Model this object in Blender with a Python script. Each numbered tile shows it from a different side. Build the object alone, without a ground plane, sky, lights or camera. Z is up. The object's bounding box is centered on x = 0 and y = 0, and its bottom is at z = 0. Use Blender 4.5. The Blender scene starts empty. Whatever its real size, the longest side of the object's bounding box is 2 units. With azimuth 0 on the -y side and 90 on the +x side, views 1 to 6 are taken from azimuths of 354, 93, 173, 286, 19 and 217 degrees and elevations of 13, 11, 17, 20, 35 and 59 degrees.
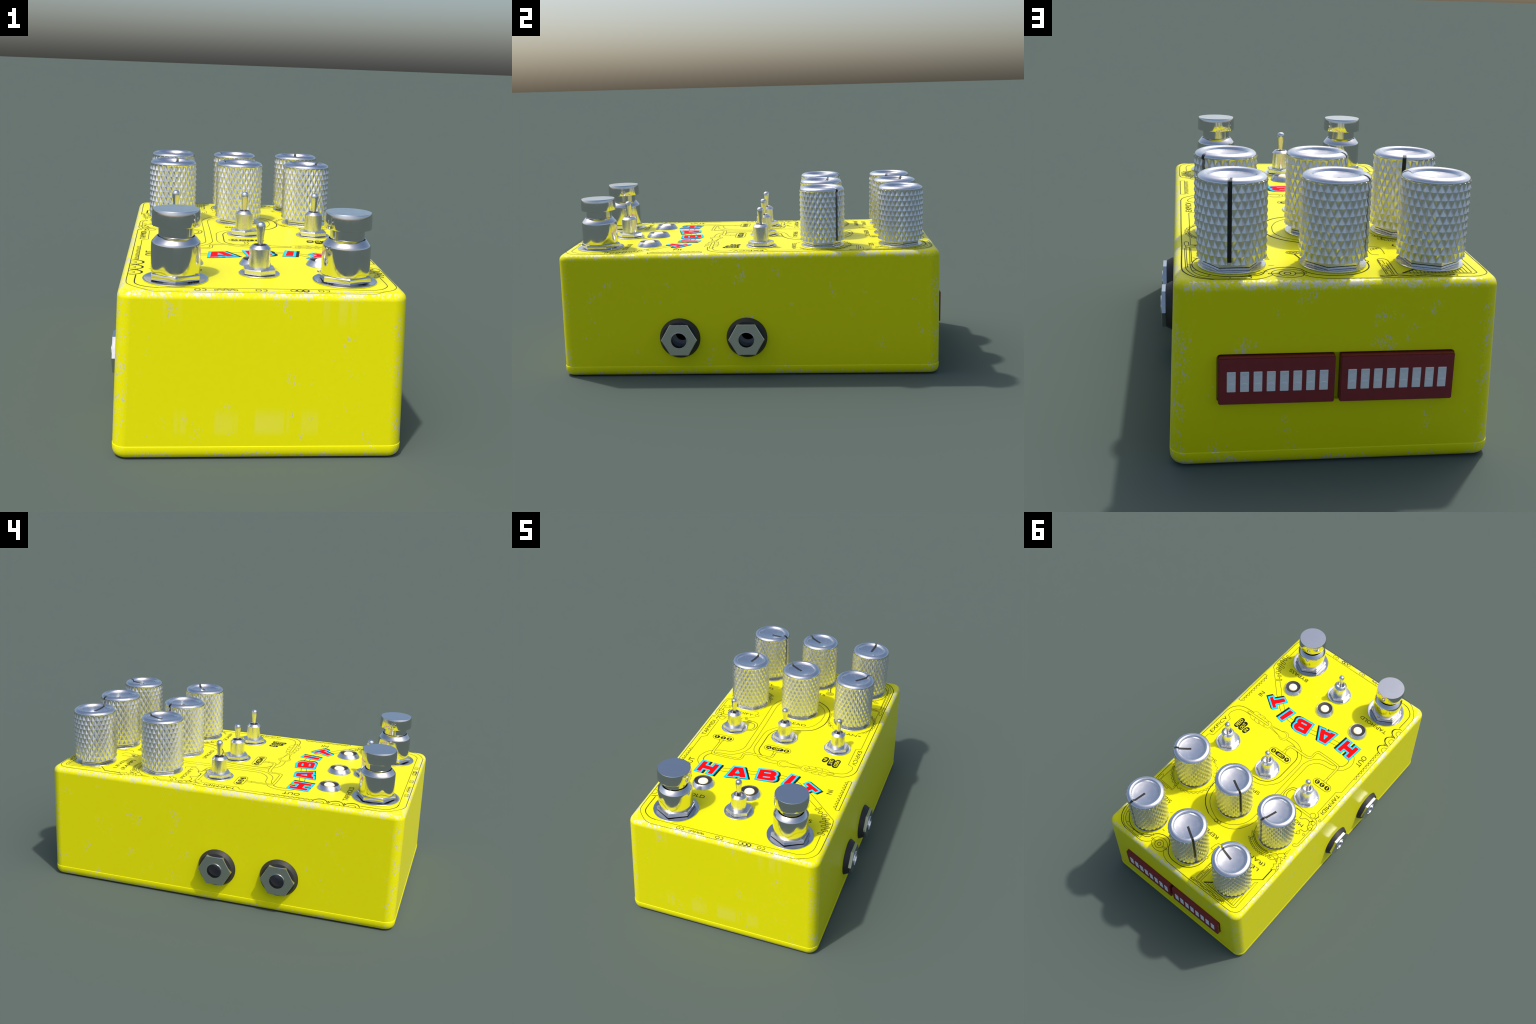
import bpy, bmesh, math, random
from math import sin, cos, pi, radians, atan2, hypot
from mathutils import Vector, Matrix
from mathutils.geometry import tessellate_polygon

random.seed(7)
SC = bpy.context.scene
COL = SC.collection

# ------------------------------------------------------------------ sizes (m)
TOP = 0.6495            # printed top face
YC = -0.0125            # enclosure centre in y
XC = -0.0012            # enclosure centre in x
HY = 0.9865             # enclosure half length
HX_TOP, HX_BOT = 0.5317, 0.5492   # half width under the top bevel / at the seam
SEAM = 0.0535           # height of the bottom cover seam
R_CORNER, R_BEVEL = 0.054, 0.032
KNOBS = [  # x, y, pointer angle, nut angle
    (-0.3410, 0.3782, 75, -1), (-0.0055, 0.3778, 151.5, 20), (0.3370, 0.3785, 41.5, 31),
    (-0.3412, 0.7872, -12.5, 37), (-0.0050, 0.7880, 149.5, 11), (0.3368, 0.7878, 82.5, 2)]
TOGGLES = [(-0.3255, 0.050), (0.000, 0.051), (0.334, 0.052), (0.001, -0.7245)]
LIGHTS = [(-0.277, -0.5600), (0.0, -0.5590), (0.277, -0.5590)]
FOOT = [(-0.3243, -0.8202), (0.3222, -0.8158)]
JACK_Y = (-0.372, -0.0220)
JACK_Z = 0.2045

# ------------------------------------------------------------------ node helpers
class NT:
    def __init__(self, name):
        self.m = bpy.data.materials.new(name)
        self.m.use_nodes = True
        self.t = self.m.node_tree
        self.b = self.t.nodes['Principled BSDF']
    def n(self, kind, **kw):
        nd = self.t.nodes.new(kind)
        for k, v in kw.items():
            setattr(nd, k, v)
        return nd
    def l(self, a, b):
        self.t.links.new(a, b)
    def put(self, sock, v):
        if hasattr(v, 'is_linked') or isinstance(v, bpy.types.NodeSocket):
            self.l(v, sock)
        else:
            sock.default_value = v
    def math(self, op, a, b=0.0, c=None, clamp=False):
        nd = self.n('ShaderNodeMath', operation=op)
        nd.use_clamp = clamp
        self.put(nd.inputs[0], a); self.put(nd.inputs[1], b)
        if c is not None:
            self.put(nd.inputs[2], c)
        return nd.outputs[0]
    def rng(self, v, a, b, c=0.0, d=1.0, smooth=True):
        nd = self.n('ShaderNodeMapRange')
        nd.interpolation_type = 'SMOOTHSTEP' if smooth else 'LINEAR'
        self.put(nd.inputs['Value'], v)
        for s, x in zip(('From Min', 'From Max', 'To Min', 'To Max'), (a, b, c, d)):
            self.put(nd.inputs[s], x)
        return nd.outputs['Result']
    def noise(self, vec, scale, detail=2, rough=0.5, dist=0.0):
        nd = self.n('ShaderNodeTexNoise')
        self.l(vec, nd.inputs['Vector'])
        nd.inputs['Scale'].default_value = scale
        nd.inputs['Detail'].default_value = detail
        nd.inputs['Roughness'].default_value = rough
        nd.inputs['Distortion'].default_value = dist
        return nd.outputs['Fac']
    def mix(self, f, a, b):
        nd = self.n('ShaderNodeMix', data_type='RGBA')
        self.put(nd.inputs[0], f); self.put(nd.inputs[6], a); self.put(nd.inputs[7], b)
        return nd.outputs[2]
    def mapping(self, vec, rot=(0, 0, 0), scale=(1, 1, 1)):
        nd = self.n('ShaderNodeMapping')
        self.l(vec, nd.inputs['Vector'])
        nd.inputs['Rotation'].default_value = rot
        nd.inputs['Scale'].default_value = scale
        return nd.outputs[0]
    def obj(self):
        return self.n('ShaderNodeTexCoord').outputs['Object']

def plain(name, col, rough=0.5, metal=0.0, spec=0.5, emit=None, grain=0.0, gscale=60.0, rvar=0.0, stretch=(1, 1, 1)):
    k = NT(name)
    b = k.b
    b.inputs['Base Color'].default_value = (*col, 1)
    b.inputs['Roughness'].default_value = rough
    b.inputs['Metallic'].default_value = metal
    b.inputs['Specular IOR Level'].default_value = spec
    if emit:
        b.inputs['Emission Color'].default_value = (*emit[0], 1)
        b.inputs['Emission Strength'].default_value = emit[1]
    if grain or rvar:
        v = k.mapping(k.obj(), scale=stretch)
        f = k.noise(v, gscale, 3, 0.6)
        if grain:
            lo = tuple(c * (1 - grain) for c in col) + (1,)
            hi = tuple(min(1, c * (1 + grain)) for c in col) + (1,)
            k.l(k.mix(k.rng(f, 0.3, 0.7), lo, hi), b.inputs['Base Color'])
        if rvar:
            k.l(k.rng(f, 0.3, 0.7, rough - rvar, rough + rvar), b.inputs['Roughness'])
    return k.m

def paint_material():
    """glossy yellow enamel chipped to bare metal along edges, with scuffs"""
    k = NT('worn_yellow_enamel')
    P = k.obj()
    s = k.n('ShaderNodeSeparateXYZ'); k.l(P, s.inputs[0])
    x, y, z = s.outputs
    hx = k.rng(z, SEAM, 0.62, HX_BOT, HX_TOP, smooth=False)
    dx = k.math('SUBTRACT', hx, k.math('ABSOLUTE', x))
    dy = k.math('SUBTRACT', HY, k.math('ABSOLUTE', k.math('SUBTRACT', y, YC)))
    dt = k.math('SUBTRACT', TOP, z)
    mx = lambda a, b: k.math('MAXIMUM', a, b)
    mn = lambda a, b: k.math('MINIMUM', a, b)
    vert = mx(dx, dy)
    topd = mx(mn(dx, dy), dt)
    botd = mx(mn(dx, dy), k.math('MULTIPLY', z, 1.1))
    # chip patterns: fine flakes, streaky scratches, patchy density
    fl = k.noise(P, 95, 4, 0.65, 0.8)
    st = k.noise(k.mapping(P, rot=(0.5, 0.7, 0.6), scale=(1, 1, 0.35)), 105, 3, 0.6, 0.6)
    patch = k.noise(P, 5.5, 2, 0.5)
    patch2 = k.noise(P, 11.0, 3, 0.6)
    flake = k.math('ADD', k.math('MULTIPLY', fl, 0.55), k.math('MULTIPLY', st, 0.45))
    edge = mx(k.rng(topd, 0.058, 0.008, 0, 1.0), k.rng(vert, 0.11, 0.03, 0, 0.66))
    edge = mx(edge, k.rng(botd, 0.065, 0.012, 0, 0.85))
    edge = k.math('MULTIPLY', edge, k.rng(patch2, 0.30, 0.66, 0.52, 1.10))
    spot = k.math('MULTIPLY', k.rng(patch, 0.47, 0.62, 0, 1), k.rng(patch2, 0.48, 0.66, 0.06, 0.62))
    spot = k.math('ADD', spot, k.rng(patch2, 0.56, 0.72, 0.14, 0.45))
    on_top = k.rng(z, 0.640, 0.648, 1.0, 0.45)
    spot = k.math('MULTIPLY', spot, k.math('MULTIPLY', on_top, 0.88))
    thr = k.rng(edge, 0, 1, 0.71, 0.435, smooth=False)
    chip = k.rng(k.math('SUBTRACT', flake, thr), -0.02, 0.10, 0, 0.78)
    fine = k.noise(k.mapping(P, rot=(0.4, 0.9, 0.5), scale=(1, 1, 0.5)), 120, 4, 0.7, 0.8)
    fthr = k.rng(spot, 0, 1, 0.73, 0.485, smooth=False)
    speck = k.rng(k.math('SUBTRACT', fine, fthr), 0.0, 0.11, 0, 0.68)
    chip = mx(chip, speck)
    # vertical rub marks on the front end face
    def ramp(v, stops):
        r = k.n('ShaderNodeValToRGB'); k.l(v, r.inputs[0])
        e = r.color_ramp.elements
        while len(e) < len(stops):
            e.new(0.5)
        for el, (p, c) in zip(e, stops):
            el.position = p; el.color = (c, c, c, 1)
        return r.outputs[0]
    u = k.rng(x, -0.55, 0.55, 0, 1, smooth=False)
    def bars(spans):
        out = [(0, 0)]
        for a, b, c in spans:
            out += [((a + 0.55) / 1.1 - .003, 0), ((a + 0.55) / 1.1, c), ((b + 0.55) / 1.1, c * 0.8), ((b + 0.55) / 1.1 + .003, 0)]
        return out
    low = ramp(u, bars([(-0.320, -0.308, .6), (-0.298, -0.280, .7), (-0.17, -0.105, .8), (-0.098, -0.085, .5), (-0.02, 0.085, 1), (0.098, 0.106, .5), (0.155, 0.215, .6)]))
    high = ramp(u, bars([(-0.364, -0.360, .8), (-0.315, -0.300, .3), (0.215, 0.235, .5), (0.272, 0.300, .8), (0.318, 0.335, .6)]))
    zl = k.math('MULTIPLY', k.rng(z, 0.085, 0.125, 0, 1), k.rng(z, 0.215, 0.150, 0, 1))
    zh = k.math('MULTIPLY', k.rng(z, 0.50, 0.60, 0, 1), k.rng(z, 0.635, 0.61, 0, 1))
    front = k.rng(y, -0.985, -0.996, 0, 1)
    rub = k.math('ADD', k.math('MULTIPLY', low, zl), k.math('MULTIPLY', high, zh))
    rub = k.math('MULTIPLY', k.math('MULTIPLY', rub, front), 0.09)
    yel = k.mix(k.rng(k.noise(P, 40, 3), 0.3, 0.7), (0.785, 0.760, 0.0020, 1), (0.795, 0.770, 0.0026, 1))
    yel = k.mix(rub, yel, (0.72, 0.70, 0.50, 1))
    colr = k.mix(chip, yel, (0.66, 0.66, 0.66, 1))
    k.l(colr, k.b.inputs['Base Color'])
    k.l(k.math('MULTIPLY', chip, 0.35), k.b.inputs['Metallic'])
    rg = k.rng(k.noise(P, 60, 3, 0.6), 0.3, 0.7, 0.34, 0.40)
    k.l(k.math('SUBTRACT', rg, k.math('MULTIPLY', rub, 0.4)), k.b.inputs['Roughness'])
    k.b.inputs['Specular IOR Level'].default_value = 0.16
    bp = k.n('ShaderNodeBump')
    bp.inputs['Strength'].default_value = 0.10
    bp.inputs['Distance'].default_value = 0.0012
    bp.invert = True
    k.l(chip, bp.inputs['Height'])
    k.l(bp.outputs[0], k.b.inputs['Normal'])
    return k.m

M_PAINT = paint_material()
M_CHROME = plain('polished_chrome', (0.66, 0.665, 0.67), 0.13, 1.0, rvar=0.05, gscale=35, stretch=(1, 1, 0.12))
M_STEEL = plain('bright_nickel', (0.74, 0.745, 0.76), 0.27, 1.0, rvar=0.04, gscale=50, stretch=(1, 1, 0.15))
M_ALU = plain('knurled_aluminium', (0.76, 0.765, 0.775), 0.36, 1.0, rvar=0.04, gscale=40)
M_LATTICE = plain('bright_knurl_valley', (0.70, 0.71, 0.72), 0.45, 0.72)
M_ALU_TOP = plain('turned_aluminium', (0.72, 0.73, 0.75), 0.24, 1.0, rvar=0.04, gscale=30)
M_NUT = plain('jack_nut_nickel', (0.62, 0.63, 0.62), 0.18, 1.0, rvar=0.04, gscale=30)
M_RUBBER = plain('black_plastic_washer', (0.022, 0.022, 0.024), 0.55, grain=0.15)
M_BORE = plain('lightened_bore_metal', (0.50, 0.51, 0.53), 0.45, 0.55, rvar=0.1, gscale=30)  # grey raised and metallic cut to show daylight entering the hole
M_POINT = plain('black_pointer_paint', (0.018, 0.018, 0.018), 0.35, grain=0.1)
M_SOCKET = plain('black_light_holder', (0.022, 0.021, 0.020), 0.5, grain=0.1)
M_LENS = plain('warm_white_lens', (0.92, 0.84, 0.56), 0.4, spec=0.2, emit=((1.0, 0.78, 0.38), 0.42))
M_RED = plain('dark_red_plastic', (0.20, 0.012, 0.018), 0.45, grain=0.08, gscale=30)
M_WHITE = plain('white_slider_plastic', (0.74, 0.75, 0.76), 0.4, grain=0.03, gscale=90)
M_INK = plain('black_printed_ink', (0.012, 0.012, 0.010), 0.45, spec=0.08, grain=0.2)
M_LRED = plain('red_printed_ink', (0.88, 0.0045, 0.0050), 0.5, spec=0.02, grain=0.03)
M_CYAN = plain('cyan_printed_ink', (0.006, 0.58, 1.0), 0.5, spec=0.02, grain=0.03)
M_BLUE = plain('blue_printed_ink', (0.004, 0.16, 0.42), 0.5, spec=0.02)
M_PINK = plain('pale_lilac_ink', (0.55, 0.30, 0.62), 0.5, spec=0.02)
M_PRINTY = plain('yellow_printed_ink', (0.79, 0.765, 0.0025), 0.45, spec=0.08, grain=0.02)

# ------------------------------------------------------------------ mesh helpers
def add(name, me, parent=None, loc=(0, 0, 0), rot=(0, 0, 0), mats=None):
    ob = bpy.data.objects.new(name, me)
    COL.objects.link(ob)
    ob.parent = parent
    ob.location = loc
    ob.rotation_euler = rot
    if mats:
        for m in mats:
            me.materials.append(m)
    return ob

def dup(ob, parent, loc, rot=(0, 0, 0)):
    c = ob.copy()
    COL.objects.link(c)
    c.parent = parent
    c.location = loc
    c.rotation_euler = rot
    return c

def to_mesh(bm, name, smooth=True, angle=35):
    bmesh.ops.recalc_face_normals(bm, faces=bm.faces)
    me = bpy.data.meshes.new(name)
    bm.to_mesh(me); bm.free()
    if smooth:
        me.shade_smooth()
        me.set_sharp_from_angle(angle=radians(angle))
    return me

def revolve(prof, seg=64, name='revolved', angle=35, smooth=True):
    """turn an (r, z) profile about z; r = 0 ends are closed to a point"""
    bm = bmesh.new()
    rings = []
    for r, z in prof:
        if r < 1e-6:
            rings.append([bm.verts.new((0, 0, z))])
        else:
            rings.append([bm.verts.new((r * cos(2 * pi * i / seg), r * sin(2 * pi * i / seg), z)) for i in range(seg)])
    for a, b in zip(rings, rings[1:]):
        for i in range(seg):
            j = (i + 1) % seg
            if len(a) == 1 and len(b) == 1:
                continue
            if len(a) == 1:
                bm.faces.new((a[0], b[i], b[j]))
            elif len(b) == 1:
                bm.faces.new((a[i], a[j], b[0]))
            else:
                bm.faces.new((a[i], a[j], b[j], b[i]))
    return to_mesh(bm, name, smooth, angle)

def hex_nut(R, z0, z1, bore, ch=0.004, name='hex_nut'):
    """hexagon nut: straight bevel along the upper edge, small one below, round bore"""
    bm = bmesh.new()
    def ring(r, z):
        return [bm.verts.new((r * cos(pi * i / 3), r * sin(pi * i / 3), z)) for i in range(6)]
    k = 1 / cos(pi / 6)
    rows = [ring(R - 0.0016, z0), ring(R, z0 + 0.0012), ring(R, z1 - ch), ring(R - 0.35 * ch * k, z1 - 0.35 * ch), ring(R - ch * k, z1)]
    for a, b in zip(rows, rows[1:]):
        for i in range(6):
            bm.faces.new((a[i], a[(i + 1) % 6], b[(i + 1) % 6], b[i]))
    n = 48
    for hexa, z in ((rows[0], z0), (rows[-1], z1)):
        circ = [bm.verts.new((bore * cos(2 * pi * i / n), bore * sin(2 * pi * i / n), z)) for i in range(n)]
        for i in range(6):
            for q in range(8):
                a, b = circ[i * 8 + q], circ[(i * 8 + q + 1) % n]
                bm.faces.new((hexa[i] if q < 4 else hexa[(i + 1) % 6], a, b))
            bm.faces.new((hexa[i], hexa[(i + 1) % 6], circ[i * 8 + 4]))
        rows.append(circ)
    for i in range(n):
        bm.faces.new((rows[-1][i], rows[-1][(i + 1) % n], rows[-2][(i + 1) % n], rows[-2][i]))
    return to_mesh(bm, name, True, 20)

def rrect(hx, hy, r, cy=0.0, seg=8, cx=0.0):
    pts = []
    for sx, sy, a0 in ((1, 1, 0), (-1, 1, 90), (-1, -1, 180), (1, -1, 270)):
        for i in range(seg + 1):
            a = radians(a0 + 90 * i / seg)
            pts.append((cx + sx * (hx - r) + r * cos(a), cy + sy * (hy - r) + r * sin(a)))
    return pts

def loft(sections, name, cap0=True, cap1=True, extra=None):
    bm = bmesh.new()
    rings = [[bm.verts.new((x, y, z)) for x, y in pts] for pts, z in sections]
    n = len(rings[0])
    for a, b in zip(rings, rings[1:]):
        for i in range(n):
            j = (i + 1) % n
            bm.faces.new((a[i], a[j], b[j], b[i]))
    if cap0: bm.faces.new(rings[0][::-1])
    if cap1: bm.faces.new(rings[-1])
    return bm

def box_bm(bm, x0, x1, y0, y1, z0, z1):
    r = bmesh.ops.create_cube(bm, size=1.0)
    for v in r['verts']:
        v.co = Vector(((x0 + x1) / 2 + v.co.x * (x1 - x0), (y0 + y1) / 2 + v.co.y * (y1 - y0), (z0 + z1) / 2 + v.co.z * (z1 - z0)))
    return r['verts']

def evaluated(ob):
    dg = bpy.context.evaluated_depsgraph_get()
    dg.update()
    return bpy.data.meshes.new_from_object(ob.evaluated_get(dg))

def boolean_cut(me, cutters, name):
    """subtract closed cutter meshes from me and return the new mesh"""
    ob = add('cut_tmp', me)
    cs = []
    for c in cutters:
        co = add('cutter_tmp', c); cs.append(co)
        m = ob.modifiers.new('b', 'BOOLEAN'); m.object = co; m.operation = 'DIFFERENCE'; m.solver = 'EXACT'
    bpy.context.view_layer.update()
    out = evaluated(ob); out.name = name
    for o in [ob] + cs:
        bpy.data.objects.remove(o)
    return out

def with_modifier(me, setup, name):
    ob = add('mod_tmp', me)
    setup(ob)
    bpy.context.view_layer.update()
    out = evaluated(ob); out.name = name
    bpy.data.objects.remove(ob)
    return out

# ------------------------------------------------------------------ the thing
root = bpy.data.objects.new('guitar_pedal', None)
COL.objects.link(root)
root.empty_display_size = 0.2
root['label'] = 'worn yellow guitar effects pedal with six knurled metal knobs'
root['category'] = 'guitar pedal'

# ---- enclosure: drafted box with rounded edges, jack holes and a rear switch window
secs = [(rrect(HX_BOT - 0.0004, HY - 0.0004, R_CORNER, YC, 8, XC), SEAM - 0.006), (rrect(HX_BOT - 0.0004, HY - 0.0004, R_CORNER, YC, 8, XC), SEAM + 0.0005)]
zb = TOP - R_BEVEL
secs.append((rrect(HX_TOP, HY, R_CORNER, YC, 8, XC), zb))
for i in range(1, 9):
    t = radians(90 * i / 8)
    d = R_BEVEL * (1 - cos(t))
    secs.append((rrect(HX_TOP - d, HY - d, R_CORNER - d, YC, 8, XC), zb + R_BEVEL * sin(t)))
body_me = to_mesh(loft(secs, 'enclosure'), 'enclosure', False)
body_me.materials.append(M_PAINT)

cutters = []
bm = bmesh.new()   # rear window, rounded in the xz plane, with a slightly eased rim
win = rrect(0.3935, 0.0835, 0.013, 0, 6)
lo = [bm.verts.new((x, 0.960, 0.3205 + z)) for x, z in win]
mid = [bm.verts.new((x, 0.9715, 0.3205 + z)) for x, z in win]
hi = [bm.verts.new((x * 1.010, 0.980, 0.3205 + z * 1.04)) for x, z in win]
for a, b in ((lo, mid), (mid, hi)):
    for i in range(len(win)):
        j = (i + 1) % len(win)
        bm.faces.new((a[i], a[j], b[j], b[i]))
bm.faces.new(lo[::-1]); bm.faces.new(hi)
cutters.append(to_mesh(bm, 'window_cutter', False))
for sx in (-1, 1):
    for jy in JACK_Y:
        m = revolve([(0, -0.14), (0.058, -0.14), (0.058, 0.20), (0, 0.20)], 32, 'jack_cutter', smooth=False)
        m.transform(Matrix.Translation((sx * 0.40, jy, JACK_Z)) @ Matrix.Rotation(sx * pi / 2, 4, 'Y'))
        cutters.append(m)
body_me = boolean_cut(body_me, cutters, 'enclosure')
body_me.shade_smooth()
body_me.set_sharp_from_angle(angle=radians(40))
def wn(ob):
    m = ob.modifiers.new('w', 'WEIGHTED_NORMAL'); m.mode = 'FACE_AREA'; m.weight = 80; m.keep_sharp = True
body_me = with_modifier(body_me, wn, 'enclosure')
enclosure = add('enclosure', body_me, root)
if not body_me.materials: body_me.materials.append(M_PAINT)

# ---- bottom cover: thin rounded plate closing the box
secs = []
for d, z in ((0.030, SEAM - 0.0012), (0.0002, SEAM - 0.0008), (-0.0008, SEAM - 0.0040), (-0.0008, 0.036), (0.0, 0.026), (0.003, 0.0165), (0.0075, 0.0090), (0.0135, 0.0040), (0.021, 0.0010), (0.029, 0.0)):
    secs.append((rrect(HX_BOT - d, HY + 0.0002 - d, max(0.012, R_CORNER - d * 0.8), YC, 8, XC), z))
cover = add('bottom_cover', to_mesh(loft(secs, 'bottom_cover'), 'bottom_cover', True, 80), root, mats=[M_PAINT])

# ------------------------------------------------------------------ knobs
def knurled_sleeve(r0, h, z0, z1, n=28, levels=10, inset=0.82):
    """closed sleeve covered by rows of four sided pyramids on a diamond lattice"""
    bm = bmesh.new()
    cache = {}
    dz = (z1 - z0) / levels
    def P(a, zl, r):
        key = (round(a * 1000) % (n * 1000), round(zl * 1000), round(r * 1e5))
        if key not in cache:
            t = 2 * pi * a / n
            cache[key] = bm.verts.new((r * cos(t), r * sin(t), z0 + dz * zl))
        return cache[key]
    top_edge, bot_edge = [], []
    for k in range(levels + 1):
        for j in range(n):
            c = j + 0.5 * (k % 2)
            corner = {'L': (c - .5, k), 'T': (c, k + 1), 'R': (c + .5, k), 'B': (c, k - 1)}
            ins = {q: (c + (a - c) * inset, k + (b - k) * inset) for q, (a, b) in corner.items()}
            V = {q: P(*p, r0) for q, p in corner.items() if 0 <= p[1] <= levels}
            I = {q: P(*ins[q], r0 + 0.0004) for q in V}
            A = P(c, k, r0 + h)
            for p, q in (('L', 'B'), ('B', 'R'), ('R', 'T'), ('T', 'L')):
                if p in V and q in V:
                    bm.faces.new((V[p], V[q], I[q], I[p])).material_index = 2
                    bm.faces.new((I[p], I[q], A))
            if k == levels: top_edge += [V['L'], I['L'], A, I['R']]
            if k == 0: bot_edge += [V['L'], I['L'], A, I['R']]
    for ring, z in ((top_edge, z1 - 0.045), (bot_edge, z0)):
        cv = bm.verts.new((0, 0, z))
        for a, b in zip(ring, ring[1:] + ring[:1]):
            bm.faces.new((cv, a, b))
    return to_mesh(bm, 'knurled_sleeve', False)

def slot_box(x0, x1, w, z0, z1):
    bm = bmesh.new()
    box_bm(bm, x0, x1, -w / 2, w / 2, z0, z1)
    for f in bm.faces:
        f.material_index = 2  # slot walls take the paler finish to carry the reflection seen in them
    me = to_mesh(bm, 'slot_cutter', False)
    for m in (M_ALU, M_STEEL, M_LATTICE):
        me.materials.append(m)
    return me

SLOT = 0.0146
Z_K0, Z_K1 = 0.6815 - TOP, 0.9435 - TOP
sleeve = knurled_sleeve(0.1114, 0.0068, Z_K0, Z_K1)
sleeve.materials.append(M_ALU); sleeve.materials.append(M_STEEL); sleeve.materials.append(M_LATTICE)
sleeve = boolean_cut(sleeve, [slot_box(0.0850, 0.16, SLOT, Z_K0 - 0.05, Z_K1 + 0.05)], 'knob')

T = 0.9628 - TOP
def capz(d): return T - d
cap_prof = [(0, capz(0.038)), (0.070, capz(0.036)), (0.108, capz(0.026)), (0.1140, capz(0.0215)), (0.1155, capz(0.0185)), (0.1153, capz(0.0148)),
            (0.1138, capz(0.0108)), (0.1104, capz(0.0068)), (0.1060, capz(0.0038)), (0.1008, capz(0.0018)), (0.0965, capz(0.0004)), (0.0930, capz(0.0)),
            (0.0890, capz(0.0007)), (0.0852, capz(0.0024)), (0.0823, capz(0.0048)), (0.0802, capz(0.0082)), (0.0788, capz(0.0112)), (0.0776, capz(0.0132)),
            (0.0755, capz(0.0138)), (0.065, capz(0.0152)), (0.052, capz(0.0170)), (0.038, capz(0.0184)), (0.026, capz(0.0192)), (0.013, capz(0.0197)), (0, capz(0.0199))]
cap_me = revolve(cap_prof, 96, 'knob_rim', 50)
cap_me = boolean_cut(cap_me, [slot_box(0.0772, 0.16, SLOT, capz(0.0128), capz(-0.02)), slot_box(0.0880, 0.161, SLOT * 0.999, capz(0.05), capz(-0.021))], 'knob_rim')
cap_me.shade_smooth(); cap_me.set_sharp_from_angle(angle=radians(40))
cap_me.materials.clear(); cap_me.materials.append(M_ALU_TOP)

# pointer: black inlay following slot side, notch and dish floor
def inlay(path, w, t, name):
    bm = bmesh.new()
    rows = []
    for i, (r, z) in enumerate(path):
        a = path[max(i - 1, 0)]; b = path[min(i + 1, len(path) - 1)]
        tx, tz = b[0] - a[0], b[1] - a[1]
        l = hypot(tx, tz); nx, nz = tz / l, -tx / l
        if nz < -0.3 or nx < -0.3: nx, nz = -nx, -nz
        rows.append([bm.verts.new((r + nx * t * k, s * w / 2, z + nz * t * k)) for k, s in ((0, -1), (0, 1), (1, 1), (1, -1))])
    for a, b in zip(rows, rows[1:]):
        for i in range(4):
            j = (i + 1) % 4
            bm.faces.new((a[i], a[j], b[j], b[i]))
    bm.faces.new(rows[0]); bm.faces.new(rows[-1][::-1])
    return to_mesh(bm, name, False)
point_me = inlay([(0.0847, Z_K0 + 0.0005), (0.0847, capz(0.0360))], 0.0140, 0.0016, 'pointer')
line_me = inlay([(0.0872, capz(0.0480)), (0.0872, capz(0.0145)), (0.0860, capz(0.0130)), (0.0782, capz(0.0130)), (0.0755, capz(0.0143)), (0.065, capz(0.0157)), (0.052, capz(0.0175)), (0.038, capz(0.0189)), (0.026, capz(0.0197)), (0.013, capz(0.0202)), (0.003, capz(0.0204))],
                 0.0136, 0.0016, 'pointer_line')
line_me.materials.append(M_POINT)
point_me.materials.append(M_POINT)
nut_me = hex_nut(0.1005, 0.0152, 0.0325, 0.03, 0.0020, 'knob_nut')
lock_me = hex_nut(0.1005, 0.0058, 0.0134, 0.03, 0.0008, 'knob_lock_nut'); lock_me.materials.append(M_STEEL)
nut_me.materials.append(M_ALU)
wash_me = revolve([(0, 0.0002), (0.1125, 0.0002), (0.1138, 0.0016), (0.1138, 0.0042), (0.1125, 0.0056), (0.092, 0.0058), (0.086, 0.0058), (0, 0.0058)], 72, 'knob_washer', 40)
wash_me.materials.append(M_STEEL)
gap_me = revolve([(0.03, 0.012), (0.082, 0.012), (0.082, 0.016), (0.03, 0.016)], 32, 'nut_gap_ring'); gap_me.materials.append(M_SOCKET)  # black ring modelled as the shadow line between the two nuts
for x, y, pa, na in KNOBS:
    kb = add('knob', sleeve, root, (x, y, TOP), (0, 0, radians(pa)))
    add('knob_rim', cap_me, kb)
    add('pointer', point_me, kb)
    add('pointer_line', line_me, kb)
    add('knob_nut', nut_me, kb, rot=(0, 0, radians(na - pa)))
    add('knob_lock_nut', lock_me, kb, rot=(0, 0, radians(na - pa)))
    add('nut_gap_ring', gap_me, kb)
    add('knob_washer', wash_me, kb)

# ------------------------------------------------------------------ toggle switches
bush_me = revolve([(0, 0.004), (0.0414, 0.004), (0.0414, 0.1042), (0.0300, 0.1165), (0.0285, 0.1174), (0.0262, 0.1174), (0.0250, 0.1160), (0.0245, 0.082), (0, 0.080)], 56, 'toggle_bushing', 32)
bush_me.materials.append(M_STEEL)
lever_prof = [(0, 0.078), (0.0098, 0.078), (0.0102, 0.110), (0.0110, 0.122), (0.0130, 0.145), (0.0158, 0.168), (0.0178, 0.183), (0.0181, 0.190), (0.0170, 0.1975), (0.0140, 0.2030), (0.0095, 0.2060), (0.0045, 0.2072), (0, 0.2075)]
lever_me = revolve(lever_prof, 32, 'toggle_lever', 70); lever_me.materials.append(M_STEEL)
tnut_me = hex_nut(0.0690, 0.0060, 0.0275, 0.03, 0.004, 'toggle_nut'); tnut_me.materials.append(M_STEEL)
twash_me = revolve([(0, 0.0002), (0.0795, 0.0002), (0.0808, 0.0015), (0.0808, 0.0042), (0.0795, 0.0056), (0.0735, 0.0056), (0.070, 0.0046), (0.045, 0.0046), (0.045, 0.0062), (0, 0.0062)], 64, 'toggle_washer', 40)
twash_me.materials.append(M_STEEL)
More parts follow.
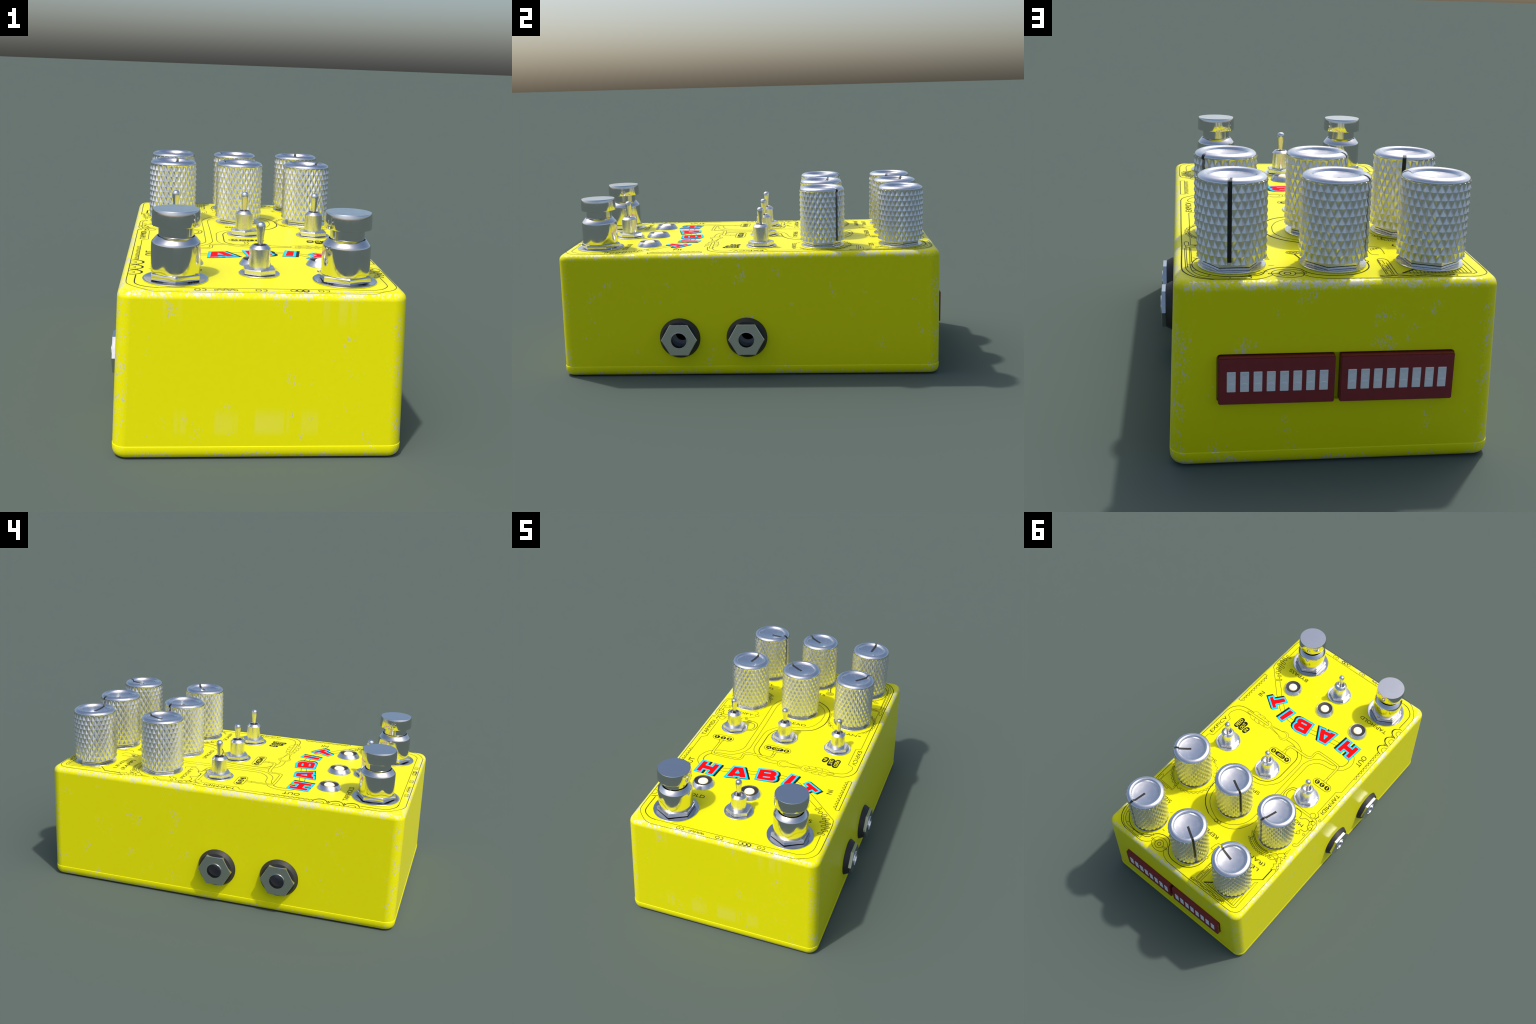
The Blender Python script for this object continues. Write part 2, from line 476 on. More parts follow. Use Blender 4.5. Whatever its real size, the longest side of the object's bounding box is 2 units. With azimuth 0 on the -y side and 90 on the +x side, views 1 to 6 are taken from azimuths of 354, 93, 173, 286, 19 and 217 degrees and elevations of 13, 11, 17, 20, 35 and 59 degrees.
for x, y in TOGGLES:
    tg = add('toggle_switch', bush_me, root, (x, y, TOP))
    add('toggle_lever', lever_me, tg)
    add('toggle_nut', tnut_me, tg, rot=(0, 0, radians(30)))
    add('toggle_washer', twash_me, tg)

# ------------------------------------------------------------------ foot switches
barrel_me = revolve([(0, 0.004), (0.070, 0.004), (0.070, 0.0300), (0.0900, 0.0303), (0.0920, 0.0315), (0.0928, 0.0340), (0.0928, 0.120), (0.0926, 0.131), (0.0921, 0.139), (0.0910, 0.1445), (0.0895, 0.1470), (0.0735, 0.1660), (0.0715, 0.1672), (0.0698, 0.1665), (0.0690, 0.1640), (0.0685, 0.150), (0, 0.150)], 96, 'footswitch_barrel', 40)
barrel_me.materials.append(M_CHROME)
plunger_me = revolve([(0, 0.148), (0.0655, 0.148), (0.0655, 0.2062), (0.0875, 0.2066), (0.0898, 0.2076), (0.0908, 0.2100), (0.0908, 0.2380), (0.0906, 0.2450), (0.0902, 0.2510), (0.0896, 0.2565), (0.0888, 0.2615), (0.0878, 0.2668), (0.0868, 0.2686), (0, 0.2686)], 96, 'footswitch_plunger', 40)
plunger_me.materials.append(M_CHROME)
fnut_me = hex_nut(0.1030, 0.0065, 0.0315, 0.05, 0.0060, 'footswitch_nut'); fnut_me.materials.append(M_CHROME)
fwash_me = revolve([(0, 0.0002), (0.1225, 0.0002), (0.1238, 0.0015), (0.1238, 0.0042), (0.1225, 0.0054), (0.113, 0.0054), (0.107, 0.0036), (0.070, 0.0036), (0.070, 0.0066), (0, 0.0066)], 80, 'footswitch_washer', 40)
fwash_me.materials.append(M_CHROME)
for x, y in FOOT:
    fs = add('footswitch', barrel_me, root, (x, y, TOP))
    add('footswitch_plunger', plunger_me, fs)
    add('footswitch_nut', fnut_me, fs, rot=(0, 0, radians(30)))
    add('footswitch_washer', fwash_me, fs)

# ------------------------------------------------------------------ indicator lights
bez_me = revolve([(0.030, 0.0002), (0.0655, 0.0002), (0.0662, 0.0012), (0.0655, 0.0032), (0.0525, 0.0222), (0.0508, 0.0234), (0.0495, 0.0232), (0.0490, 0.0220), (0.0485, 0.0140), (0.030, 0.0140)], 64, 'light_bezel', 40)
bez_me.materials.append(M_STEEL)
hold_me = revolve([(0.020, 0.010), (0.0490, 0.010), (0.0490, 0.0185), (0.034, 0.0160), (0.020, 0.0160)], 64, 'light_holder', 30)
hold_me.materials.append(M_SOCKET)
lens_me = revolve([(0, 0.012), (0.0285, 0.012), (0.0285, 0.0165), (0.0270, 0.0205), (0.0225, 0.0240), (0.0155, 0.0262), (0.008, 0.0270), (0, 0.0272)], 48, 'light_lens', 60)
lens_me.materials.append(M_LENS)
for x, y in LIGHTS:
    lt = add('indicator_light', bez_me, root, (x, y, TOP))
    add('light_holder', hold_me, lt)
    add('light_lens', lens_me, lt)

# ------------------------------------------------------------------ jacks (axis = local +z, turned to face +x / -x)
jbody_me = revolve([(0.0390, 0.024), (0.0390, 0.0462), (0.0402, 0.0490), (0.0420, 0.0495), (0.0440, 0.0490), (0.0448, 0.0470), (0.0448, 0.024), (0.0390, 0.024)], 56, 'jack_sleeve', 40)
jbody_me.materials.append(M_NUT)
bore_me = revolve([(0.0565, 0.0255), (0.0565, -0.085), (0.036, -0.085), (0.036, -0.083), (0.0550, -0.083), (0.0550, 0.0255)], 48, 'jack_bore', 40)
bore_me.materials.append(M_BORE)
cup_me = revolve([(0.037, -0.086), (0.054, -0.086), (0.054, -0.26), (0, -0.26), (0, -0.255), (0.053, -0.255), (0.053, -0.088), (0.037, -0.088)], 40, 'jack_cup', 40)
cup_me.materials.append(M_SOCKET)  # coloured black for the darkness of the cavity behind the bore
jw_me = revolve([(0.0568, -0.004), (0.1062, -0.004), (0.1062, 0.0012), (0.0935, 0.0252), (0.092, 0.0262), (0.0568, 0.0262)], 40, 'jack_washer', 20)
jw_me.materials.append(M_RUBBER)
jn_me = hex_nut(0.0940, 0.0262, 0.0445, 0.044, 0.0022, 'jack_nut'); jn_me.materials.append(M_NUT)
JX = 0.5450
for sx in (1, -1):
    for jy in JACK_Y:
        jk = add('jack_socket', jbody_me, root, (sx * JX, jy, JACK_Z), (0, sx * pi / 2, 0))
        add('jack_bore', bore_me, jk)
        add('jack_cup', cup_me, jk)
        add('jack_washer', jw_me, jk)
        add('jack_nut', jn_me, jk, rot=(0, 0, radians(30)))

# ------------------------------------------------------------------ rear dip switches
bm = bmesh.new()
box_bm(bm, -0.1902, 0.1902, -0.060, 0.0, -0.0828, 0.0808)
bmesh.ops.bevel(bm, geom=list(bm.edges), offset=0.003, segments=2, affect='EDGES')
dip_me = to_mesh(bm, 'dip_switch_block', True, 30)
bm = bmesh.new()   # slider window frame is implied; slider: white tab with raised grip and dimple
box_bm(bm, -0.01425, 0.01425, -0.010, 0.0018, -0.0353, 0.0353)
bmesh.ops.bevel(bm, geom=list(bm.edges), offset=0.0010, segments=2, affect='EDGES')
slider_me = to_mesh(bm, 'dip_slider', True, 30)
bm = bmesh.new()   # grip wedge with tapered sides near the tab's upper end
prof = [(-0.0125, 0.0335), (0.0125, 0.0335), (0.0075, 0.0215), (-0.0075, 0.0215)]
a = [bm.verts.new((x, 0.0016, z)) for x, z in prof]
b = [bm.verts.new((x * 0.92, 0.0036, 0.0275 + (z - 0.0275) * 0.9 + 0.0005)) for x, z in prof]
b[2].co.y = b[3].co.y = 0.0022
bm.faces.new(a[::-1]); bm.faces.new(b)
for i in range(4):
    bm.faces.new((a[i], a[(i + 1) % 4], b[(i + 1) % 4], b[i]))
arc = [(0.0115 * cos(pi * i / 10), 0.0016, -0.012 + 0.0085 * sin(pi * i / 10)) for i in range(11)]
av = [bm.verts.new(p) for p in arc]
bv = [bm.verts.new((p[0] * 0.86, 0.0026, -0.012 + (p[2] + 0.012) * 0.8)) for p in arc]
for i in range(10):
    bm.faces.new((av[i], av[i + 1], bv[i + 1], bv[i]))
bm.faces.new(bv); bm.faces.new((av[0], bv[0], bv[10], av[10]))
grip_me = to_mesh(bm, 'slider_grip', False)
dip_me.materials.append(M_RED); slider_me.materials.append(M_WHITE); grip_me.materials.append(M_WHITE)
for cx, first in ((0.1992, 0.3480), (-0.1992, -0.0480)):
    dp = add('dip_switch', dip_me, root, (cx, 0.9964, 0.3188))
    for i in range(8):
        sl = add('dip_slider', slider_me, dp, (first - 0.0431 * i - cx, 0, 0.3172 - 0.3188))
        bmod = add('slider_grip', grip_me, dp, (first - 0.0431 * i - cx, 0, 0.3172 - 0.3188))

# ------------------------------------------------------------------ printed artwork on the top face (millimetres)
INK_Z = TOP + 0.0006
THIN, MID, BOLD = 2.5, 3.4, 5.2

def smooth(pts, n=5, closed=False):
    """Catmull-Rom through hand placed points"""
    P = [Vector(p) for p in pts]
    out = []
    m = len(P)
    for i in range(m if closed else m - 1):
        g = (lambda k: P[k % m]) if closed else (lambda k: P[min(max(k, 0), m - 1)])
        p0, p1, p2, p3 = g(i - 1), g(i), g(i + 1), g(i + 2)
        for k in range(n):
            t = k / n
            out.append(0.5 * (2 * p1 + (p2 - p0) * t + (2 * p0 - 5 * p1 + 4 * p2 - p3) * t * t + (3 * p1 - p0 - 3 * p2 + p3) * t ** 3))
    if not closed:
        out.append(P[-1])
    return [tuple(v) for v in out]

class Art:
    def __init__(self):
        self.bm = bmesh.new()
        self.z = INK_Z
        self.lift = 0
    def v(self, x, y):
        return self.bm.verts.new((x / 1000, y / 1000, self.z + 2e-5 * (self.lift % 12)))
    def line(self, pts, w=THIN, closed=False, w1=None):
        self.lift += 1
        pts = [Vector(p) for p in pts]
        pts = [p for i, p in enumerate(pts) if i == 0 or (p - pts[i - 1]).length > 0.05]
        if closed and (pts[0] - pts[-1]).length < 0.05: pts.pop()
        m = len(pts)
        rows = []
        for i, p in enumerate(pts):
            a = pts[i - 1] if (i or closed) else None
            b = pts[(i + 1) % m] if (i < m - 1 or closed) else None
            d1 = (p - a).normalized() if a is not None else None
            d2 = (b - p).normalized() if b is not None else None
            d1 = d1 or d2; d2 = d2 or d1
            n1 = Vector((-d1.y, d1.x)); n2 = Vector((-d2.y, d2.x))
            nn = n1 + n2
            if nn.length < 0.3: nn = n1
            nn.normalize()
            k = 1 / max(0.5, nn.dot(n1))
            ww = w if w1 is None else w + (w1 - w) * i / (m - 1)
            o = nn * (ww / 2 * k)
            rows.append((self.v(p.x + o.x, p.y + o.y), self.v(p.x - o.x, p.y - o.y)))
        for a, b in zip(rows, rows[1:] + (rows[:1] if closed else [])):
            self.bm.faces.new((a[0], a[1], b[1], b[0]))
    def curve(self, pts, w=THIN, closed=False, n=5, w1=None):
        self.line(smooth(pts, n, closed), w, closed, w1)
    def arc(self, c, r, a0, a1, w=THIN, n=None, ry=None, w1=None):
        n = n or max(8, int(abs(a1 - a0) / 6))
        ry = ry or r
        self.line([(c[0] + r * cos(radians(a0 + (a1 - a0) * i / n)), c[1] + ry * sin(radians(a0 + (a1 - a0) * i / n))) for i in range(n + 1)], w, w1=w1)
    def ring(self, c, r, w=THIN, ry=None):
        n = 28; ry = ry or r
        self.line([(c[0] + r * cos(2 * pi * i / n), c[1] + ry * sin(2 * pi * i / n)) for i in range(n)], w, True)
    def pill(self, a, b, r, w=THIN):
        self.line(pill_pts(a, b, r), w, True)
    def fill(self, pts):
        self.lift += 1
        vs = [self.v(*p) for p in pts]
        for t in tessellate_polygon([[Vector((p[0], p[1], 0)) for p in pts]]):
            self.bm.faces.new([vs[i] for i in t])
    def mesh(self, name, mat):
        for f in self.bm.faces:
            f.normal_update()
            if f.normal.z < 0: f.normal_flip()
        me = bpy.data.meshes.new(name)
        self.bm.to_mesh(me); self.bm.free()
        me.materials.append(mat)
        return me

def pill_pts(a, b, r, n=8):
    a, b = Vector(a), Vector(b)
    ang = atan2(b.y - a.y, b.x - a.x)
    out = []
    for c, s in ((b, -pi / 2), (a, pi / 2)):
        out += [(c.x + r * cos(ang + s + pi * i / n), c.y + r * sin(ang + s + pi * i / n)) for i in range(n + 1)]
    return out

art = Art()
# outer and inner border lines around the front half
art.curve([(502, -632), (507, -668), (507, -780), (505, -890), (490, -935), (462, -962), (406, -988)], THIN, n=6)
art.line([(406, -988), (-397, -988)])
art.curve([(-397, -988), (-432, -975), (-463, -948), (-490, -915), (-505, -875), (-506, -760)])
art.line([(-506, -760), (-506, 118)])
art.curve([(-506, 545), (-507, 756), (-507, 885), (-497, 920), (-474, 938), (-445, 945), (-293, 946), (-146, 948)])
art.line([(406, -953), (-385, -950)])
art.curve([(473, -768), (474, -872), (464, -908), (440, -938), (406, -953)])
art.curve([(-385, -950), (-418, -944), (-442, -930), (-464, -908), (-475, -872), (-474, -766)], 4.2)
for x in (-235, -14, 216):
    art.ring((x - 10, -970), 10); art.arc((x + 11, -970), 10, -115, 115, THIN); 
for i in range(3):
    art.ring((104 + 23 * i, -970), 10.5, THIN + 1.0 * i)
for i in range(7):
    art.ring((-178 + 12 * i, -970 + (5 if i % 2 else -3)), 5 + 1.5 * (i % 3 == 0), 1.6)
art.line([(-185, -968), (-98, -972)], 1.6)
# diagonal double line running under the title and its rounded end
art.curve([(504, -634), (495, -614), (477, -598), (357, -475), (316, -436), (261, -391), (236, -369), (200, -350), (147, -334), (103, -330), (30, -335), (-35, -346), (-85, -356), (-190, -375), (-245, -384), (-310, -392), (-368, -392)])
art.curve([(388, -552), (331, -498), (296, -461), (240, -413), (205, -384), (150, -361), (108, -357), (30, -364), (-31, -374), (-73, -384), (-193, -407), (-250, -414), (-320, -420), (-365, -398), (-395, -364), (-405, -319), (-393, -275), (-373, -246), (-357, -234)])
art.curve([(-366, -352), (-374, -320), (-366, -285), (-345, -264)], 3.6)
# pills threaded on a line beside the right foot switch
pills = [((484, -753), (458, -753), 6), ((492, -721), (470, -721), 7), ((491, -691), (459, -689), 7), ((489, -659), (443, -658), 7),
         ((471, -623), (449, -630), 7), ((450, -595), (437, -606), 7.5), ((421, -580), (412, -585), 7), ((407, -546), (387, -564), 6)]
for a, b, r in pills:
    art.pill(a, b, r, 3.0)
mids = [((a[0] + b[0]) / 2, (a[1] + b[1]) / 2) for a, b, _ in pills]
for p, q in zip(mids, mids[1:]):
    d = Vector(q) - Vector(p); d.normalize()
    art.line([tuple(Vector(p) + d * 8), tuple(Vector(q) - d * 8)], 3.0)
# scallops on the left border
for cy in (-724, -641, -557):
    art.arc((-500, cy), 46, 90, -90, 3.0, ry=40)
    art.arc((-496, cy), 43, 88, 10, 2.0, ry=37, w1=9.0); art.arc((-496, cy), 43, 12, -80, 9.0, ry=37, w1=2.0)
    art.arc((-503, cy - 2), 22, 95, -95, THIN, ry=20)
for cy in (-682.5, -599):
    art.line([(-486, cy + 6), (-478, cy + 3), (-478, cy - 5), (-486, cy - 8)], THIN)
    art.line([(-474, cy - 4), (-468, cy + 4)], 5)
# saw teeth at both long edges
def saw(x, tip, y0, y1, n):
    s = (y1 - y0) / n
    for i in range(n):
        art.line([(x, y0 + s * i), (tip, y0 + s * (i + .5)), (x, y0 + s * (i + .98))], THIN)
art.line([(-477, -119), (-477, -524)])
saw(-478, -492, -251, -515, 10)
art.line([(504, -250), (484, -249), (484, -531), (505, -530)], THIN, True)
saw(483, 468, -255, -521, 10)
# selector legends with plugs and cables
art.pill((-386, -84), (-308, -84), 27, THIN)
art.pill((-53, -84.5), (58, -84.5), 27, THIN)
for ax in (-347, -2):
    art.line([(ax + 13, -111), (ax + 13, -117), (ax + 8, -120), (ax + 7, -144), (ax - 7, -144), (ax - 8, -120), (ax - 14, -117), (ax - 14, -111)])
art.curve([(-353, -144), (-355, -243), (-350, -260), (-328, -273), (-191, -274), (-172, -268), (-162, -251), (-160, -232), (-161, -214), (-150, -200), (-135, -195), (-89, -194), (-35, -194), (-16, -191), (-4, -184), (4, -168), (5, -145)], n=4)
art.curve([(-340, -144), (-341, -239), (-337, -250), (-324, -258), (-198, -259), (-182, -255), (-174, -246), (-173, -232), (-173, -209), (-165, -193), (-149, -181), (-105, -177), (-38, -177), (-20, -175), (-11, -168), (-9, -145)], n=4)
# outline round the middle toggle
art.curve([(-60, -180), (-78, -167), (-94, -145), (-102, -115), (-102, -80), (-101, 15), (-99, 52), (-83, 97), (-55, 127), (-15, 148), (26, 152), (60, 158)], 4.4)
art.curve([(-103, -175), (-118, -160), (-130, -134), (-135, -106), (-135, -70), (-133, 15), (-131, 55), (-118, 95), (-77, 146), (-38, 170), (13, 183)], THIN)
# long loop lines that wrap the middle front knob
art.curve([(-328, -253), (-300, -243), (-245, -237), (-204, -214), (-173, -178), (-158, -134), (-156, -100), (-158, 160), (-162, 340), (-160, 400), (-144, 448), (-106, 495), (-54, 525), (2, 535), (58, 516), (104, 488), (136, 452), (155, 400), (155, 345), (150, 305), (128, 246), (86, 203), (50, 190), (13, 183)])
art.curve([(-337, -225), (-309, -214), (-256, -207), (-220, -188), (-194, -155), (-187, -126), (-187, -90), (-188, 140), (-191, 330), (-190, 389), (-174, 448), (-140, 504), (-92, 539), (-35, 554), (10, 553), (72, 540)])
art.curve([(72, 540), (128, 505), (166, 460), (184, 415), (192, 360), (190, 310), (180, 265), (146, 204), (95, 170), (40, 154)], BOLD)
art.ring((4, 547), 11); art.ring((-20, 545), 11)
# hooked tube between left toggle and the border
art.curve([(-300, 164), (-260, 158), (-229, 153), (-207, 137), (-198, 110), (-203, 75), (-220, 50), (-243, 42)], MID)
art.curve([(-277, 140), (-240, 135), (-220, 124), (-213, 95), (-221, 68), (-243, 57)], MID)
art.line([(-285, 135), (-421, 136)]); art.line([(-319, 151), (-452, 153), (-468, 160)])
art.curve([(-455, 140), (-478, 143), (-495, 158), (-504, 186), (-504, 260), (-503, 336), (-493, 364), (-477, 374), (-469, 369), (-472, 359), (-486, 349), (-490, 334), (-490, 260), (-490, 196), (-480, 184)])
for c, r in (((-440, 129), 18), ((-475, 171), 13), ((-486, 216), 11), ((-443, 281), 11), ((-477, 271), 7), ((-497, 130), 8), ((-243, 229), 13), ((-296, 178), 7)):
    art.ring(c, r, 2.6)
art.curve([(-319, 160), (-344, 153), (-369, 158), (-382, 174), (-385, 193), (-402, 192), (-416, 176), (-439, 173), (-451, 181), (-461, 201), (-459, 212), (-473, 224), (-476, 240), (-464, 252), (-443, 256), (-440, 270)], MID)
art.curve([(-327, 159), (-315, 174), (-285, 184), (-250, 210)], 2.4); art.curve([(-246, 242), (-246, 258), (-256, 274), (-279, 266)], 2.4)
art.line([(-443, 292), (-430, 302)], MID); art.line([(-452, 178), (-462, 160)], 4.5); art.line([(-460, 203), (-474, 184)], THIN)
art.line([(-467, 138), (-474, 110)], 5); art.line([(-474, 110), (-450, 92), (-449, -99), (-476, -119)])
# expansion label frame and border on the right
art.curve([(501, 565), (503, 380), (503, 200), (503, 0), (503, -132)], MID)
art.curve([(503, -132), (497, -163), (483, -189), (458, -213), (431, -225), (394, -230), (350, -232)], MID)
art.line([(471, 448), (471, 100), (467, 91), (441, 79), (441, -90), (470, -106)])
art.curve([(470, -106), (474, -131), (467, -155), (452, -180), (428, -194), (398, -201), (356, -201)])
# twisted bait and swivel
art.pill((381, -214), (220, -217), 8, THIN)
for p in ([(355, -231), (344, -250), (309, -249), (300, -232)], [(321, -228), (309, -246), (268, -251), (262, -234)], [(288, -226), (271, -243), (231, -241), (226, -230)], [(239, -227), (222, -244), (197, -235), (192, -218)],
          [(359, -201), (339, -185), (311, -184), (316, -200)], [(318, -206), (303, -183), (269, -182), (278, -200)], [(288, -204), (268, -186), (230, -189), (240, -202)], [(244, -209), (226, -189), (200, -195), (192, -218)]):
    art.curve(p, 1.7)
art.line([(192, -229), (122, -236)], 1.7); art.line([(192, -207), (115, -199)], 1.7)
art.curve([(115, -233), (100, -246), (72, -250), (52, -236), (47, -208), (58, -190), (83, -182), (107, -194)], 1.8)
art.curve([(192, -218), (98, -196), (75, -194), (62, -211), (65, -230), (86, -241), (122, -235), (185, -221)], 1.8)
art.curve([(46, -231), (-18, -231), (-61, -216), (-88, -197)]); art.curve([(46, -203), (0, -205), (-34, -197)])
# rosette round the right front knob
def wavy(c, r, amp, n, a0, a1, w):
    m = int(abs(a1 - a0) * 1.2)
    art.line([(c[0] + (r + amp * sin(n * radians(t))) * cos(radians(t)), c[1] + (r + amp * sin(n * radians(t))) * sin(radians(t))) for t in [a0 + (a1 - a0) * i / m for i in range(m + 1)]], w)
wavy((338, 379), 149, 4.0, 34, -50, 250, 2.2)
art.arc((338, 379), 140, -60, 75, MID); art.arc((338, 379), 140, 90, 230, 1.8); art.arc((338, 379), 133, 10, 70, 1.8)
for p in ([(245, 300), (226, 288), (222, 300)], [(232, 316), (214, 322)], [(408, 250), (424, 222), (428, 236)]):
    art.line(p, 2.2)
art.ring((220, 281), 6, 2); art.ring((208, 308), 6, 2); art.ring((428, 230), 6, 2)
# ruled corner bracket between the right knobs
art.line([(471, 448), (471, 554), (361, 558), (364, 500), (371, 500), (371, 545)], 2.4)
art.line([(488, 560), (487, 581), (474, 590), (415, 586)]); art.line([(487, 562), (360, 566)]); art.line([(474, 575), (415, 574)]); art.line([(474, 590), (475, 779)]); art.line([(487, 581), (484, 818)]); art.line([(469, 762), (470, 600)])
art.line([(492, 560), (493, 523), (486, 513), (478, 521), (476, 559)]); art.line([(458, 568), (394, 578), (396, 568)])
# right rear knob: corner frames, scale arc with ticks
art.curve([(501, 565), (503, 760), (502, 835), (495, 868), (475, 904), (444, 931), (402, 946)], 4.2)
art.line([(402, 946), (285, 948)]); art.curve([(285, 948), (262, 946), (244, 938), (224, 921), (210, 906)])
art.curve([(492, 600), (490, 800), (484, 850), (463, 900), (430, 928), (390, 938), (293, 939), (284, 931), (293, 922), (395, 922), (426, 912), (452, 890), (470, 850), (475, 779)])
art.arc((338, 789), 131, -62, 138, 3.6)
for a in range(-60, 261, 29):
    r0, r1 = (131, 148) if a < 110 else (124, 142)
    art.line([(338 + r0 * cos(radians(a)), 789 + r0 * sin(radians(a))), (338 + r1 * cos(radians(a)), 789 + r1 * sin(radians(a)))], 2.2)
art.line([(400, 690), (408, 682), (424, 676)]); art.ring((420, 660), 7, 2); art.ring((434, 658), 7, 2); art.ring((216, 715), 7, 2.2); art.line([(205, 738), (221, 722)], 2)
art.curve([(292, 918), (264, 912), (243, 895), (230, 863), (207, 842), (176, 830), (140, 831), (112, 850)], 4.0)
# eye emblem
art.ring((162, 893), 27, 2.8); art.ring((162, 893), 11, 3.2)
art.curve([(206, 915), (214, 893), (208, 872), (190, 857), (160, 849), (128, 858), (108, 880), (112, 915), (130, 930), (160, 935), (190, 927)], THIN, True)
for s in (1, -1):
    art.line([(162 + s * 27, 893 - 4), (162 + s * 62, 893 - 4), (162 + s * 62, 893 + 4), (162 + s * 27, 893 + 4)], 2.2)
# repeats knob: thick cradle and little symbols
art.curve([(112, 850), (100, 876), (76, 902), (39, 918), (0, 920), (-43, 915), (-72, 901), (-96, 880), (-116, 848), (-124, 815), (-124, 786)], 4.2, n=6)
art.curve([(112, 905), (90, 930), (57, 944), (22, 948), (-146, 949)])
art.ring((-124, 775), 8, 2.4); art.line([(-124, 767), (-124, 727), (-121, 692)]); art.line([(-119, 712), (-101, 712), (-102, 703), (-106, 676), (-114, 659), (-130, 652)])
art.ring((113, 663), 26, 2.2, 19); art.ring((113, 663), 20, 1.6, 14); art.ring((106, 663), 6, 2.4); art.ring((120, 663), 6, 2.4)
art.line([(112, 682), (100, 730)], 5); art.line([(92, 690), (84, 728)], MID)
art.curve([(104, 728), (96, 734), (104, 742), (94, 750), (102, 760), (92, 770)], 3.4); art.curve([(88, 728), (80, 740), (88, 750), (84, 766)], MID)
# ladder strip
for x, y0, y1 in ((-161, 916, 775), (-187, 917, 790), (-198, 914, 790)):
    art.line([(x, y0), (x - 3, y1)], THIN)
art.curve([(-164, 775), (-168, 752), (-186, 745), (-200, 760), (-201, 790)])
for y in (916, 862, 808):
    art.line([(-167, y), (-168, y - 44), (-181, y - 40), (-181, y)], 2.2, True)
# twisted cord along the rear edge
def cord(x0, x1, y, amp, n, ph, w):
    m = 90
    art.line([(x0 + (x1 - x0) * i / m, y + amp * sin(2 * pi * n * i / m + ph)) for i in range(m + 1)], w)
for ph, am in ((0, 6), (1.2, 7.5), (3.3, 6)):
    cord(-135, -388, 931, am, 2.6, ph, 2.2)
art.arc((-388, 931), 8, -90, -270, 2.2)
# hatched corner under the left rear knob
art.line([(-199, 914), (-453, 919), (-470, 908), (-466, 698), (-453, 714), (-452, 906), (-228, 902)])
for i in range(17):
    x = -245 - 12 * i
    art.line([(x, 910), (x, 885 - 9 * i if i < 6 else 720), ], 1.9)
for i in range(9):
    art.line([(-395 - 6.5 * i, 740 + 2 * i), (-395 - 6.5 * i, 708 + 4 * i)], 1.8)
art.line([(-217, 906), (-262, 870)], 7); art.line([(-262, 870), (-430, 711)], 4); art.line([(-425, 712), (-478, 667)], 4); art.line([(-478, 669), (-479, 578)], 6.5)
# jagged leaves and burst by the left border
jag = [(-505, 575), (-491, 565), (-470, 585), (-473, 561), (-461, 546), (-474, 535), (-466, 519), (-446, 514), (-458, 500), (-449, 486), (-462, 492), (-470, 478), (-476, 498), (-490, 490), (-484, 508), (-497, 516), (-484, 524), (-498, 540), (-486, 546), (-505, 562)]
art.line(jag, 2.4)
art.line([(-398, 500), (-431, 479), (-444, 484), (-442, 470), (-454, 464), (-461, 449), (-470, 450), (-469, 438), (-480, 397), (-482, 440), (-470, 452), (-490, 456), (-480, 466), (-496, 474), (-478, 480)], 2.4)
art.line([(-455, 512), (-462, 500), (-458, 524), (-470, 512)], 3)
# gear segment round the left front knob
def gear(c, r0, r1, n, a0, a1, w):
    pts = []
    s = (a1 - a0) / n
    for i in range(n):
        for f, r in ((0, r0), (0.12, r1), (0.5, r1), (0.62, r0)):
            t = radians(a0 + s * (i + f)); pts.append((c[0] + r * cos(t), c[1] + r * sin(t)))
    art.line(pts, w)
GC = (-340, 379)
gear(GC, 156, 168, 15, 46, 122, 2.4)
art.arc(GC, 146, 30, 135, 2.4); art.arc(GC, 136, 38, 112, MID); art.arc(GC, 129, 40, 108, 3.4)
art.ring((-231, 456), 7, 2.4); art.line([(-228, 448), (-214, 410)], 2.4); art.line([(-248, 478), (-240, 494), (-248, 508)], 2.4)
art.curve([(-400, 520), (-424, 508), (-446, 516), (-436, 530), (-412, 538)], 2.4)
# small cylinder emblem left of the middle rear knob
art.curve([(-185, 700), (-160, 690), (-158, 640), (-165, 610), (-185, 600), (-205, 612), (-210, 640), (-208, 690)], 2.0)
for i in range(3):
    art.line([(-170 - 12 * i, 650 - 8 * i), (-170 - 12 * i, 622 - 2 * i), (-178 - 12 * i, 622 - 2 * i), (-178 - 12 * i, 640 - 8 * i)], 2.0)
# selector discs and pills (solid ink, legend knocked out on top)
for x in (-308, -347, -386, 58, -53):
    art.fill([(x + 16.5 * cos(2 * pi * i / 24), -84.5 + 16.5 * sin(2 * pi * i / 24)) for i in range(24)])
art.fill(pill_pts((-19, -85), (24, -85), 15.5))
art.fill(pill_pts((375, -80), (371, -134), 17.5)); art.fill(pill_pts((340, -80), (337, -124), 17)); art.fill(pill_pts((303, -76), (299, -100), 16.5))
add('printed_line_art', art.mesh('printed_line_art', M_INK), root)

